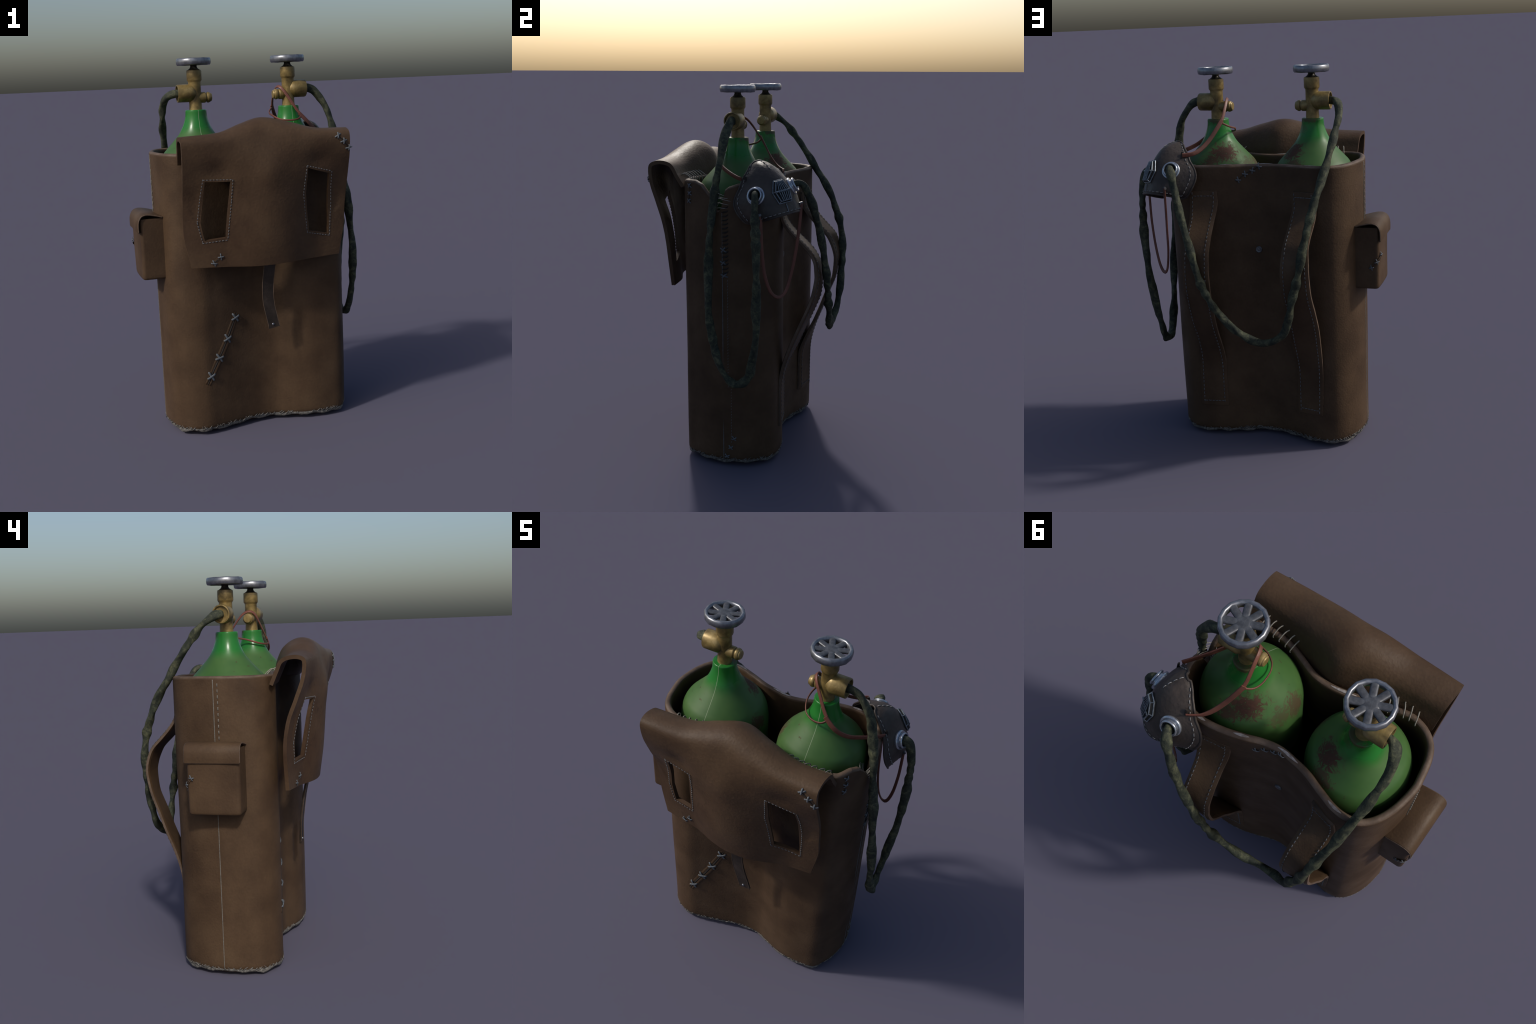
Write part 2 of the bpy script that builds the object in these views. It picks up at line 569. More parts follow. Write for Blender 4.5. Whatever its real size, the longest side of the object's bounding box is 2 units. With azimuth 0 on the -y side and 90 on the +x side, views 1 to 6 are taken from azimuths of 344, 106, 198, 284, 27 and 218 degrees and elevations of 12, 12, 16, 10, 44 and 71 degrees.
def mend(name, pts, nrms, crosses, lip=.007, size=.034, r=.0034, parent=BAG, gap=True, lipmat="leather"):
    pts = np.array(pts, float)
    p = spline(pts, 24)
    nn = unit(spline(np.array(nrms, float), 24))
    t = unit(np.gradient(p, axis=0))
    side = np.cross(t, nn)
    s = Soup()
    taper = np.sin(np.linspace(.12, math.pi - .12, 24)) ** .5
    if gap:
        for sg in (-1, 1):
            s.add(sweep(p + side * sg * lip * .85 + nn * -.0005, circle(8, lip * .28, lip * .95), hint=nn, scale=taper), 0)
        s.add(sweep(p + nn * .0005, circle(6, lip * .26, lip * .5), hint=nn, scale=taper), 1)
    o = mesh(name, s.v, s.f, [lipmat, "groove"], parent, fmat=s.m) if gap else None
    q = Soup()
    for f in crosses:
        i = f * 23
        a = int(min(i, 22))
        w = i - a
        cross_stitch(q, p[a] * (1 - w) + p[a + 1] * w + nn[a] * lip * .22, nn[a], t[a], size, r, random.uniform(-.25, .25))
    mesh("cross_stitches", q.v, q.f, ["thread"], parent)
    return o


def bag_line(xyz, lift=0.0):
    P, Nn = [], []
    for x, y, z in xyz:
        i = bag_near(x, y)
        P.append(bag_point(i, z, lift)); Nn.append(bag_normal(i))
    return P, Nn


P, Nn = bag_line([(-.164, -.232, .650), (-.205, -.245, .56), (-.262, -.262, .45), (-.318, -.268, .36), (-.352, -.268, .285)])
mend("mended_tear", P, Nn, (.06, .35, .62, .88), .013, .060, .0052)
P, Nn = bag_line([(.086, .17, 1.428), (.04, .157, 1.468), (-.004, .145, 1.487), (-.045, .148, 1.512)])
mend("rim_tear", P, Nn, (.1, .4, .68, .95), .005, .036, .0030)
P, Nn = bag_line([(.452, -.215, 1.512), (.452, -.215, 1.46), (.450, -.216, 1.412)])
mend("rim_tear", P, Nn, (.15, .55, .95), .005, .034, .0030)
P, Nn = bag_line([(.506, -.014, 1.195), (.506, -.014, 1.114), (.506, -.012, 1.035)])
mend("seam_mend", P, Nn, (.08, .5, .92), .003, .040, .0032, gap=False)
P, Nn = bag_line([(.500, .040, .165), (.504, .018, .107), (.506, -.004, .050)])
mend("seam_mend", P, Nn, (.05, .5, .95), .003, .032, .0030, gap=False)

# round button on the back
i = bag_near(-.017, .142)
s = Soup()
nb = bag_normal(i)
s.add(place(revolve([(.0001, .006), (.006, .006), (.008, .004), (.010, .0055), (.0135, .007), (.0165, .0055), (.0175, .001), (.0175, -.004)], 24, False), bag_point(i, 1.066, .001), nb))
mesh("back_button", s.v, s.f, ["spoke"], BAG)

# scuffed pale spots on the rim
s = Soup()
for x, y, half in ((-.06, .15, 9), (-.315, .25, 7), (-.08, -.20, 10), (.31, .226, 5), (.13, .19, 6)):
    i = bag_near(x, y)
    path = np.array([V(*(OUT[(i + k) % NB] - NRM[(i + k) % NB] * WALL * .5), RIM[(i + k) % NB] + .0004) for k in range(-half, half + 1)])
    s.add(sweep(path, rrect(.0016, .012, .0007), hint=(0, 0, 1), scale=np.sin(np.linspace(.15, math.pi - .15, len(path)))))
mesh("scuff_mark", s.v, s.f, ["scuff"], BAG, kind="stuff")

# ------------------------------------------------------------------ flap
# cross-sections (y, z) from the stitched edge on the rim, over the arch, down to the hem
END_L = [(-.272, 1.475), (-.301, 1.540), (-.325, 1.587), (-.364, 1.608), (-.420, 1.611), (-.456, 1.586), (-.449, 1.500), (-.414, 1.400), (-.374, 1.300), (-.354, 1.200), (-.349, 1.100), (-.351, .946)]
QTR = [(-.258, 1.480), (-.285, 1.540), (-.312, 1.592), (-.358, 1.620), (-.418, 1.624), (-.461, 1.592), (-.463, 1.510), (-.449, 1.410), (-.425, 1.310), (-.408, 1.200), (-.394, 1.090), (-.374, .940)]
MIDL = [(-.228, 1.486), (-.246, 1.555), (-.280, 1.622), (-.332, 1.660), (-.398, 1.662), (-.450, 1.625), (-.471, 1.540), (-.472, 1.430), (-.460, 1.320), (-.448, 1.200), (-.437, 1.085), (-.411, .938)]
MID = [(-.205, 1.486), (-.216, 1.560), (-.252, 1.636), (-.316, 1.680), (-.380, 1.684), (-.434, 1.648), (-.466, 1.560), (-.487, 1.440), (-.474, 1.325), (-.461, 1.200), (-.447, 1.080), (-.425, .939)]
MIDR = [(-.232, 1.488), (-.248, 1.555), (-.282, 1.622), (-.334, 1.658), (-.398, 1.660), (-.450, 1.622), (-.472, 1.540), (-.468, 1.430), (-.453, 1.320), (-.439, 1.200), (-.430, 1.085), (-.417, .942)]
QTR_R = [(-.258, 1.482), (-.285, 1.540), (-.312, 1.592), (-.358, 1.618), (-.418, 1.621), (-.461, 1.590), (-.462, 1.510), (-.442, 1.410), (-.405, 1.310), (-.385, 1.200), (-.377, 1.090), (-.369, .941)]
END_R = [(-.255, 1.490), (-.289, 1.544), (-.319, 1.595), (-.362, 1.614), (-.416, 1.613), (-.454, 1.585), (-.450, 1.500), (-.417, 1.400), (-.386, 1.300), (-.367, 1.200), (-.355, 1.100), (-.350, .945)]
FSEC = np.array([END_L, QTR, MIDL, MID, MIDR, QTR_R, END_R])
FU = np.array([0, .236, .385, .5, .637, .81, 1.0])
XL = np.array([-.452, -.455, -.458, -.461, -.464, -.462, -.459, -.456, -.453, -.453, -.449, -.420])
XR = np.array([.425, .424, .422, .420, .418, .418, .419, .421, .420, .416, .414, .386])
FW, FT, FTH = .88, .1, .019


def crv(table, t):
    """Catmull-Rom of table (n, ...) at an array of fractional indices."""
    n = len(table)
    t = np.asarray(t, float)
    i = np.clip(np.floor(t).astype(int), 0, n - 2)
    ext = np.concatenate([2 * table[:1] - table[1:2], table, 2 * table[-1:] - table[-2:-1]])
    f = (t - i).reshape(t.shape + (1,) * (table.ndim - 1))
    a, b, c, d = ext[i], ext[i + 1], ext[i + 2], ext[i + 3]
    return .5 * (2 * b + (c - a) * f + (2 * a - 5 * b + 4 * c - d) * f * f + (3 * b - a - 3 * c + d) * f ** 3)


def flap_points(u, t):
    u, t = np.atleast_1d(np.asarray(u, float)), np.atleast_1d(np.asarray(t, float))
    k = np.interp(u, FU, np.arange(7))
    cols = crv(np.swapaxes(FSEC, 0, 1), t)                  # n x 7 x 2
    i = np.clip(np.floor(k).astype(int), 0, 5)
    ext = np.concatenate([2 * cols[:, :1] - cols[:, 1:2], cols, 2 * cols[:, -1:] - cols[:, -2:-1]], 1)
    r = np.arange(len(u))
    f = (k - i)[:, None]
    a, b, c, d = (ext[r, i + q] for q in range(4))
    yz = .5 * (2 * b + (c - a) * f + (2 * a - 5 * b + 4 * c - d) * f * f + (3 * b - a - 3 * c + d) * f ** 3)
    xl, xr = crv(XL, t), crv(XR, t)
    return np.c_[xl + (xr - xl) * u, yz]


def flap_point(u, t):
    return flap_points(u, t)[0]


_ref = np.cross(V(1, 0, 0), flap_point(.5, 8.05) - flap_point(.5, 7.95))
FSIGN = 1 if _ref[1] < 0 else -1


def flap_surfaces(u, t, depth=0.0):
    u, t = np.atleast_1d(np.asarray(u, float)), np.clip(np.atleast_1d(np.asarray(t, float)), 0, 11)
    du = flap_points(u + .01, t) - flap_points(u - .01, t)
    dt = flap_points(u, np.minimum(t + .04, 11)) - flap_points(u, np.maximum(t - .04, 0))
    n = unit(np.cross(du, dt)) * FSIGN
    return flap_points(u, t) - n * np.reshape(depth, (-1, 1)), n


def flap_surface(u, t, depth=0.0):
    p, n = flap_surfaces(u, t, depth)
    return p[0], n[0]


def flap_uv(x, z):
    lo, hi = 5.0, 11.0
    u = .5
    for _ in range(40):
        t = (lo + hi) / 2
        xl, xr = cr1(XL, t), cr1(XR, t)
        u = (x - xl) / (xr - xl)
        if flap_point(u, t)[2] > z:
            lo = t
        else:
            hi = t
    return u, (lo + hi) / 2


WIN_L = [(-.347, 1.388), (-.222, 1.384), (-.232, 1.285), (-.247, 1.095), (-.349, 1.085), (-.368, 1.180)]
WIN_R = [(.189, 1.425), (.312, 1.389), (.319, 1.230), (.320, 1.064), (.204, 1.094), (.183, 1.294)]


def build_flap():
    nu, nt_ = 84, 130
    bm = bmesh.new()
    grid = []
    for layer in (0, 1):
        g = [[bm.verts.new((FW * i / nu, FT * 11 * j / nt_, -FTH * layer)) for i in range(nu + 1)] for j in range(nt_ + 1)]
        grid.append(g)
    for layer in (0, 1):
        g = grid[layer]
        for j in range(nt_):
            for i in range(nu):
                q = (g[j][i], g[j][i + 1], g[j + 1][i + 1], g[j + 1][i])
                bm.faces.new(q if layer == 0 else q[::-1])
    ring = [(0, i) for i in range(nu)] + [(j, nu) for j in range(nt_)] + [(nt_, i) for i in range(nu, 0, -1)] + [(j, 0) for j in range(nt_, 0, -1)]
    for a, b in zip(ring, ring[1:] + ring[:1]):
        bm.faces.new((grid[0][b[0]][b[1]], grid[0][a[0]][a[1]], grid[1][a[0]][a[1]], grid[1][b[0]][b[1]]))
    bmesh.ops.recalc_face_normals(bm, faces=bm.faces)
    me = bpy.data.meshes.new("flap")
    bm.to_mesh(me); bm.free()
    o = link(bpy.data.objects.new("flap", me), BAG)
    cutters = []
    for w in (WIN_L, WIN_R):
        cb = bmesh.new()
        uv = [flap_uv(x, z) for x, z in w]
        ups = [cb.verts.new((u * FW, t * FT, .05)) for u, t in uv]
        dns = [cb.verts.new((u * FW, t * FT, -.07)) for u, t in uv]
        cb.faces.new(ups); cb.faces.new(dns[::-1])
        for k in range(len(uv)):
            cb.faces.new((ups[k], dns[k], dns[(k + 1) % len(uv)], ups[(k + 1) % len(uv)]))
        bmesh.ops.recalc_face_normals(cb, faces=cb.faces)
        cm = bpy.data.meshes.new("cutter"); cb.to_mesh(cm); cb.free()
        c = link(bpy.data.objects.new("cutter", cm), None)
        md = o.modifiers.new("window", "BOOLEAN")
        md.operation, md.solver, md.object = "DIFFERENCE", "EXACT", c
        cutters.append(c)
    bpy.context.view_layer.update()
    new = bpy.data.meshes.new_from_object(o.evaluated_get(bpy.context.evaluated_depsgraph_get()))
    o.modifiers.clear()
    o.data = new
    for c in cutters:
        bpy.data.objects.remove(c)
    bm = bmesh.new(); bm.from_mesh(new)
    bmesh.ops.triangulate(bm, faces=[f for f in bm.faces if len(f.verts) > 4])
    bm.normal_update()
    for f in bm.faces:
        f.material_index = 1 if abs(f.normal.z) < .5 else 0
        f.smooth = True
    flat = np.array([v.co[:] for v in bm.verts])
    p, n = flap_surfaces(flat[:, 0] / FW, flat[:, 1] / FT, -flat[:, 2])
    dent = .0022 * lumps(p, 2.4, 21)
    front_part = p[:, 1] < -.37
    for cx, cz, rx, rz, deep in ((-.285, 1.435, .075, .050, .010), (.250, 1.460, .075, .050, .010), (-.395, 1.25, .035, .12, .005), (.365, 1.25, .035, .12, .005), (0, 1.18, .12, .16, -.004)):
        dent = dent - np.where(front_part, deep * np.exp(-((p[:, 0] - cx) / rx) ** 2 - ((p[:, 2] - cz) / rz) ** 2), 0)
    p = p + n * dent[:, None]
    for v, q in zip(bm.verts, p):
        v.co = Vector(q)
    bmesh.ops.recalc_face_normals(bm, faces=bm.faces)
    bm.to_mesh(new); bm.free()
    new.materials.clear()
    new.materials.append(M["flap"]); new.materials.append(M["worn"])
    new.set_sharp_from_angle(angle=math.radians(40))
    return o


FLAP = build_flap()

s = Soup()
for w in (WIN_L, WIN_R):
    c = np.mean(w, 0)
    w = np.array(w)
    big = []
    for k in range(6):
        a, b, d = w[k - 1], w[k], w[(k + 1) % 6]
        n1, n2 = unit(V(-(b - a)[1], (b - a)[0])), unit(V(-(d - b)[1], (d - b)[0]))
        nn = unit(n1 + n2)
        if nn @ (b - c) < 0:
            nn = -nn
        big.append(b + nn * .016)
    big = np.array(big)
    for k in range(6):
        a, b = big[k], big[(k + 1) % 6]
        L = np.linalg.norm(b - a)
        for f in np.arange(.006, L, .0165):
            p0, p1 = a + (b - a) * f / L, a + (b - a) * min(f + .005, L) / L
            q, n = flap_surface(*flap_uv(*p0))
            q2, _ = flap_surface(*flap_uv(*p1))
            if np.linalg.norm(q2 - q) > 1e-4:
                s.add(dash(q + n * .001, q2 - q, n, .0100, .0046))
mesh("window_stitches", s.v, s.f, ["dim_thread"], FLAP, kind="stuff")


def flap_line(xz):
    P, Nn = [], []
    for x, z in xz:
        p, n = flap_surface(*flap_uv(x, z))
        P.append(p); Nn.append(n)
    return P, Nn


P, Nn = flap_line([(.344, 1.596), (.376, 1.557), (.415, 1.512)])
mend("flap_tear", P, Nn, (.08, .5, .95), .008, .038, .0034, FLAP, True, "flap")
P, Nn = flap_line([(-.312, .956), (-.288, .980), (-.266, 1.000)])
mend("flap_tear", P, Nn, (.15, .9), .006, .038, .0030, FLAP, True, "flap")

# loops of thread tying the flap to the rim
s = Soup()
for x in (.183, .216, .250, .284, .318, .352, .386, -.262, -.295, -.328, -.361, -.394):
    i = bag_near(x, -.26)
    inner = OUT[i] - NRM[i] * WALL * 1.02
    dx = -.014 if x > 0 else .016
    p = V(*inner, RIM[i] - .014)
    q = V(x + dx, -.285 - .01 * random.random(), 1.535)
    s.add(thread([p + V(0, 0, -.012), p + V(0, .004, .012), (p + q) / 2 + V(0, 0, .022), q + V(0, .004, .010), q + V(0, -.004, -.004)], .0026, 6, 16))
mesh("lacing_loop", s.v, s.f, ["pale_thread"], FLAP)

# closing strap that hangs below the flap
path = spline([(-.004, -.384, 1.02), (-.010, -.366, .93), (-.016, -.350, .85), (-.018, -.343, .80), (-.016, -.336, .75), (-.010, -.329, .70), (.001, -.325, .65), (.012, -.321, .60), (.018, -.319, .572)], 40)
hint = np.array([V(0, -1, -.08)] * 40)
o = mesh("closing_strap", *sweep(path, rrect(.011, .062, .003, 2), hint=hint), ["dark_strap"], BAG, True, 40)
s = Soup()
s.add(place(revolve([(.0075, -.006), (.0075, .001), (.006, .0045), (.003, .006), (.0003, .0065)], 16, False), (.010, -.3265, .592), (0, -1, 0)))
mesh("strap_rivet", s.v, s.f, ["steel"], o)
s = Soup()
for sg in (-1, 1):
    e = path + V(1, 0, .0) * sg * .0302 + V(0, -.0052, 0)
    s.add(sweep(e, circle(6, .0016)))
mesh("strap_edge", s.v, s.f, ["worn"], o)

# ------------------------------------------------------------------ shoulder straps


def back_strap(name, stations, tilt):
    """stations: z, outer-surface y, x of one edge, x of the other."""
    st = spline(np.array([(xa, y, z, xb) for z, y, xa, xb in stations]), 70)
    ya = st[:, 1]
    t = unit(np.gradient(np.c_[st[:, 1], st[:, 2]], axis=0))
    nrm = np.c_[np.zeros(70), -t[:, 1], t[:, 0]]
    nrm[nrm[:, 1] < 0] *= 1
    if np.mean(nrm[:, 1]) < 0:
        nrm = -nrm
    th = .020

    def lean(c, xa, xb, z):
        """The edge nearer the middle of the back lies closer to the bag, most so where it rests on it."""
        return np.interp(z, [.18, .42, .52, .62, .90, 1.02, 1.12, 1.30, 1.39], [tilt[0], tilt[0], .006, -.012, -.014, 0, tilt[2], tilt[1], tilt[0]]) * (c if abs(xb) < abs(xa) else 1 - c)
    vs, fs, fm = [], [], []
    sec = rrect(th, 1.0, .2, 2)
    prof = [(0, .0), (.03, .007), (.07, .0), (.5, .0015), (.93, .0), (.97, .007), (1, .0)]
    cols = np.linspace(0, 1, 15)
    for k in range(70):
        xa, xb = st[k, 0], st[k, 3]
        y, z = st[k, 1], st[k, 2]
        ring = []
        for c in cols:
            edge = min(c, 1 - c)
            dip = -.004 * math.exp(-((edge) / .02) ** 2) + .0016 * math.sin(math.pi * c)
            ring.append(V(xa + (xb - xa) * c, y - lean(c, xa, xb, z), z) + nrm[k] * dip)
        for c in cols[::-1]:
            ring.append(V(xa + (xb - xa) * c, y - lean(c, xa, xb, z), z) - nrm[k] * (th - .004 * math.exp(-(min(c, 1 - c) / .02) ** 2)))
        vs += ring
    n = 30
    for k in range(69):
        for j in range(n):
            a, c = k * n + j, k * n + (j + 1) % n
            fs.append((a, c, c + n, a + n))
            fm.append(1 if j in (14, 29) else 0)
    fs.append(tuple(range(n))[::-1]); fs.append(tuple(range(69 * n, 70 * n))); fm += [1, 1]
    o = mesh(name, vs, fs, ["leather", "worn"], BAG, True, 50, fm)
    s = Soup()
    L = np.r_[0, np.cumsum(np.linalg.norm(np.diff(st[:, 1:3], axis=0), axis=1))]
    f = .012
    for f in np.arange(.014, L[-1] - .012, .0225):
        r = [np.interp(f, L, st[:, q]) for q in range(4)]
        n3 = unit(V(*[np.interp(f, L, nrm[:, q]) for q in range(3)]))
        d = V(0, np.interp(f + .004, L, st[:, 1]) - r[1], np.interp(f + .004, L, st[:, 2]) - r[2])
        for c in (.12, .88):
            s.add(dash(V(r[0] + (r[3] - r[0]) * c, r[1] - lean(c, r[0], r[3], r[2]), r[2]) + n3 * .002, d, n3, .013, .0050))
    for k in (1, 68):
        for c in np.arange(.2, .85, .12):
            xa, xb = st[k, 0], st[k, 3]
            s.add(dash(V(xa + (xb - xa) * c, st[k, 1] - lean(c, xa, xb, st[k, 2]), st[k, 2] + (.008 if k == 68 else -.008)) + nrm[k] * .002, V(1, 0, 0), nrm[k], .013, .0050))
    mesh("strap_stitches", s.v, s.f, ["dim_thread"], o, kind="stuff")
    return o


back_strap("shoulder_strap", [(1.388, .242, .326, .180), (1.345, .247, .322, .178), (1.30, .262, .318, .178), (1.25, .300, .308, .180), (1.20, .352, .303, .176),
                              (1.15, .398, .302, .171), (1.10, .425, .304, .170), (1.05, .431, .305, .168), (1.0, .432, .308, .168), (.90, .411, .316, .168), (.80, .372, .324, .174),
                              (.70, .329, .328, .182), (.60, .288, .322, .182), (.50, .257, .322, .182), (.42, .246, .326, .183), (.30, .246, .329, .183), (.184, .246, .331, .183)], (.022, .020, .012))
back_strap("shoulder_strap", [(1.390, .250, -.222, -.346), (1.345, .253, -.224, -.354), (1.30, .262, -.226, -.359), (1.25, .298, -.222, -.356), (1.20, .346, -.218, -.350),
                              (1.15, .394, -.214, -.349), (1.10, .417, -.212, -.353), (1.05, .428, -.210, -.356), (1.0, .428, -.210, -.357), (.90, .407, -.212, -.359), (.80, .367, -.216, -.367),
                              (.70, .330, -.220, -.373), (.60, .291, -.220, -.370), (.50, .262, -.220, -.368), (.42, .252, -.220, -.367), (.30, .250, -.219, -.364), (.186, .250, -.218, -.360)], (.030, .024, .014))

# ------------------------------------------------------------------ side pouch
PY0, PY1, PZ0, PZ1, PX = -.158, .106, .868, 1.188, -.641


def build_pouch():
    vs, fs = [], []
    r = .018
    ring = [(-.50, PY1), (-.56, PY1 + .001), (PX + r, PY1)]
    for a in np.linspace(0, 90, 6):
        ring.append((PX + r - r * math.sin(math.radians(a)), PY1 - r + r * math.cos(math.radians(a))))
    for y in np.linspace(PY1 - .04, PY0 + .04, 12):
        ring.append((PX - .004 * math.sin(math.pi * (y - PY0) / (PY1 - PY0)), y))
    for a in np.linspace(90, 0, 6):
        ring.append((PX + r - r * math.sin(math.radians(a)), PY0 + r - r * math.cos(math.radians(a))))
    ring += [(-.56, PY0 - .001), (-.50, PY0)]
    ring = np.array(ring)
    n = len(ring)
    cx, cy = -.50, (PY0 + PY1) / 2
    zs = [(PZ0 - .004, .965), (PZ0 - .001, .988), (PZ0 + .008, 1.0)] + [(z, 1) for z in np.linspace(PZ0 + .03, PZ1, 26)]
    for z, sc in zs:
        for x, y in ring:
            xx, yy = cx + (x - cx) * sc, cy + (y - cy) * sc
            d = .0035 * float(lumps(np.array([[xx, yy, z]]), 3.0, 31)[0])
            bow = .002 * math.sin(math.pi * (z - PZ0) / (PZ1 - PZ0))
            vs.append((xx - (bow + d if x < -.6 else 0), yy + d * .4, z))
    m = len(zs)
    for i in range(m - 1):
        for j in range(n):
            a, c = i * n + j, i * n + (j + 1) % n
            fs.append((a, c, c + n, a + n))
    fs.append(tuple(range(n))[::-1]); fs.append(tuple(range((m - 1) * n, m * n)))
    return mesh("side_pouch", vs, fs, ["leather"], BAG, True, 45)


POUCH = build_pouch()
lid = spline([(-.520, 0, 1.192), (-.56, 0, 1.203), (-.600, 0, 1.210), (-.630, 0, 1.203), (-.646, 0, 1.180), (-.6505, 0, 1.150), (-.650, 0, 1.120)], 36)
lid[:, 1] = (PY0 + PY1) / 2
vs, fs = sweep(lid, rrect(.009, PY1 - PY0 + .014, .004, 4), hint=np.array([V(-.3, 0, 1)] * 10 + [V(-1, 0, .35)] * 26))
t_, n_, b_ = frames(lid, None)
hint = np.cross(unit(np.gradient(lid, axis=0)), V(0, 1, 0))
vs, fs = sweep(lid, rrect(.010, PY1 - PY0 + .012, .0045, 4), hint=hint)
LID = mesh("pouch_lid", vs, fs, ["leather"], POUCH, True, 50)
s = Soup()
for y in (PY0 - .0055, PY1 + .0055):
    e = lid.copy(); e[:, 1] = y
    s.add(sweep(e, circle(6, .0030)))
e = np.array([(-.6500, y, 1.1195) for y in np.linspace(PY0 - .004, PY1 + .004, 12)])
s.add(sweep(e, circle(6, .0030)))
mesh("lid_edge", s.v, s.f, ["worn"], LID)
P = [(-.600, PY1 + .002, .975), (-.632, PY1 + .002, 1.010), (-.648, PY1 - .012, 1.030), (-.648, PY1 - .030, 1.052)]
Nn = [(0, 1, 0), (-.2, 1, 0), (-.9, .4, 0), (-1, 0, 0)]
mend("pouch_tear", P, Nn, (.05, .45, .93), .004, .032, .0026, POUCH)

# ------------------------------------------------------------------ gas tanks and valves
TL, TR = V(-.280, -.021, 0), V(.2415, -.020, 0)
prof = [(.0005, .05), (.10, .055), (.17, .075), (.205, .11), (.213, .16)] + [(.2135, z) for z in np.linspace(.3, 1.36, 8)]
curve = spline([(.2135, 1.38), (.2125, 1.42), (.204, 1.468), (.186, 1.505), (.1655, 1.529), (.130, 1.567), (.097, 1.605), (.079, 1.636), (.066, 1.667), (.0585, 1.695), (.0562, 1.722)], 44)
prof += [tuple(p) for p in curve] + [(.0560, 1.728), (.0545, 1.7305), (.052, 1.7315), (.030, 1.7315), (.0005, 1.7315)]
vf = revolve(prof, 72, False)
tanks = []
for c, mat in ((TL, "tank_l"), (TR, "tank_r")):
    o = mesh("gas_tank", *vf, [mat], ROOT, True, 50)
    o.location = c
    tanks.append(o)


def valve_mesh():
    """Brass valve with its hose outlet towards -x and a plug towards +x, z from the neck up."""
    s = Soup()
    s.add(revolve([(.0005, 1.715), (.0355, 1.715), (.0345, 1.735), (.0335, 1.76), (.0335, 1.873), (.0345, 1.878), (.039, 1.884), (.0402, 1.888), (.0402, 1.930), (.039, 1.936),
                   (.035, 1.9385), (.0005, 1.9385)], 40, False))
    out = [(.0335, .0), (.0455, .018), (.0468, .030), (.0468, .092), (.0452, .0965), (.0415, .0975), (.0385, .0965), (.036, .086), (.0005, .085)]
    s.add(place(revolve(out, 40, False), (0, 0, 1.819), (-1, 0, 0)))
    plug = [(.0005, 0), (.0285, 0), (.0285, .052), (.0265, .0555), (.0225, .057), (.0225, .061), (.0265, .0625), (.0285, .0665), (.0285, .072), (.0265, .078), (.023, .081), (.0225, .085), (.0195, .0885), (.0005, .0890)]
    s.add(place(revolve(plug, 36, False), (0, -.001, 1.794), (1, 0, 0)))
    return s


sv = valve_mesh()
valve = mesh("brass_valve", sv.v, sv.f, ["brass"], tanks[0], True, 28)
v2 = valve.copy(); link(v2, tanks[1]); v2.rotation_euler = (0, 0, math.pi)

stem = mesh("valve_stem", *revolve([(.034, 1.937), (.029, 1.941), (.021, 1.947), (.0175, 1.955), (.0170, 1.975), (.0005, 1.975)], 32, False), ["stem"], tanks[0], True, 50)
link(stem.copy(), tanks[1])


def wheel_rim():
    k, q = 16, 10
    vs, fs = [], []
    for i in range(k):
        a = 2 * math.pi * i / k
        lobe = i % 2
        R = .0825 + .0006 * lobe
        for j in range(q):
            b = 2 * math.pi * j / q
            ca, sa = math.cos(b), math.sin(b)
            rr = R + .0102 * math.copysign(abs(ca) ** .8, ca)
            zz = 1.981 + (.0182 + .0012 * lobe) * math.copysign(abs(sa) ** .8, sa)
            vs.append((rr * math.cos(a), rr * math.sin(a), zz))
    for i in range(k):
        for j in range(q):
            a, b = i * q + j, i * q + (j + 1) % q
            c, d = ((i + 1) % k) * q + (j + 1) % q, ((i + 1) % k) * q + j
            fs.append((a, b, c, d))
    return vs, fs


rim_o = mesh("hand_wheel", *wheel_rim(), ["steel"], tanks[0])
rim_2 = rim_o.copy(); link(rim_2, tanks[1])
# spokes flare together into a slightly sunken hub
n = 10
sp_path = np.array([(r, 0, 1.9850 + .0015 * (r / .08) ** 2) for r in np.linspace(.004, .080, n)])
sec = circle(20, 1.0)
sec = np.sign(sec) * np.abs(sec) ** .72 * np.array([.0085, .0152])
spoke = mesh("wheel_spoke", *sweep(sp_path, sec, hint=(0, 0, 1), scale=np.linspace(.95, 1.0, n)), ["spoke"], rim_o)
spoke.rotation_euler = (0, 0, math.radians(22.5))
for w in (rim_o, rim_2):
    for k in range(8):
        if w is rim_o and k == 0:
            continue
        c = spoke.copy(); link(c, w); c.rotation_euler = (0, 0, math.radians(22.5 + 45 * k))
hub = mesh("wheel_hub", *revolve([(.0005, 1.9938), (.018, 1.9936), (.030, 1.9925), (.037, 1.988), (.037, 1.976), (.028, 1.972), (.0005, 1.972)], 32, False), ["spoke"], rim_o)
link(hub.copy(), rim_2)

# ------------------------------------------------------------------ hoses


def hose(name, pts, r, lump, seed, flat=1.12, turns=7.0, n=460):
    p = spline(pts, n)
    L = np.r_[0, np.cumsum(np.linalg.norm(np.diff(p, axis=0), axis=1))]
    sc = 1 + lump * np.sin(L * 2 * math.pi * 11 + 2.6 * np.sin(L * 9 + seed) + 1.2 * np.sin(L * 23 + seed)) * (.6 + .5 * np.sin(L * 7.3 + seed)) + .09 * lumps(p, 5, seed)
    tw = L * turns
    sec = []
    k = 18
    a = np.linspace(0, 2 * math.pi, k, endpoint=False)
    for i in range(n):
        rr = r * (1 + .05 * np.cos(3 * a) + .035 * np.sin(5 * a + L[i] * 60) + .03 * np.sin(2 * a + L[i] * 95 + seed))
        sec.append(np.stack([np.cos(a) * rr * flat, np.sin(a) * rr / flat], 1))
    return mesh(name, *sweep(p, np.array(sec), twist=tw, scale=sc), ["hose"])


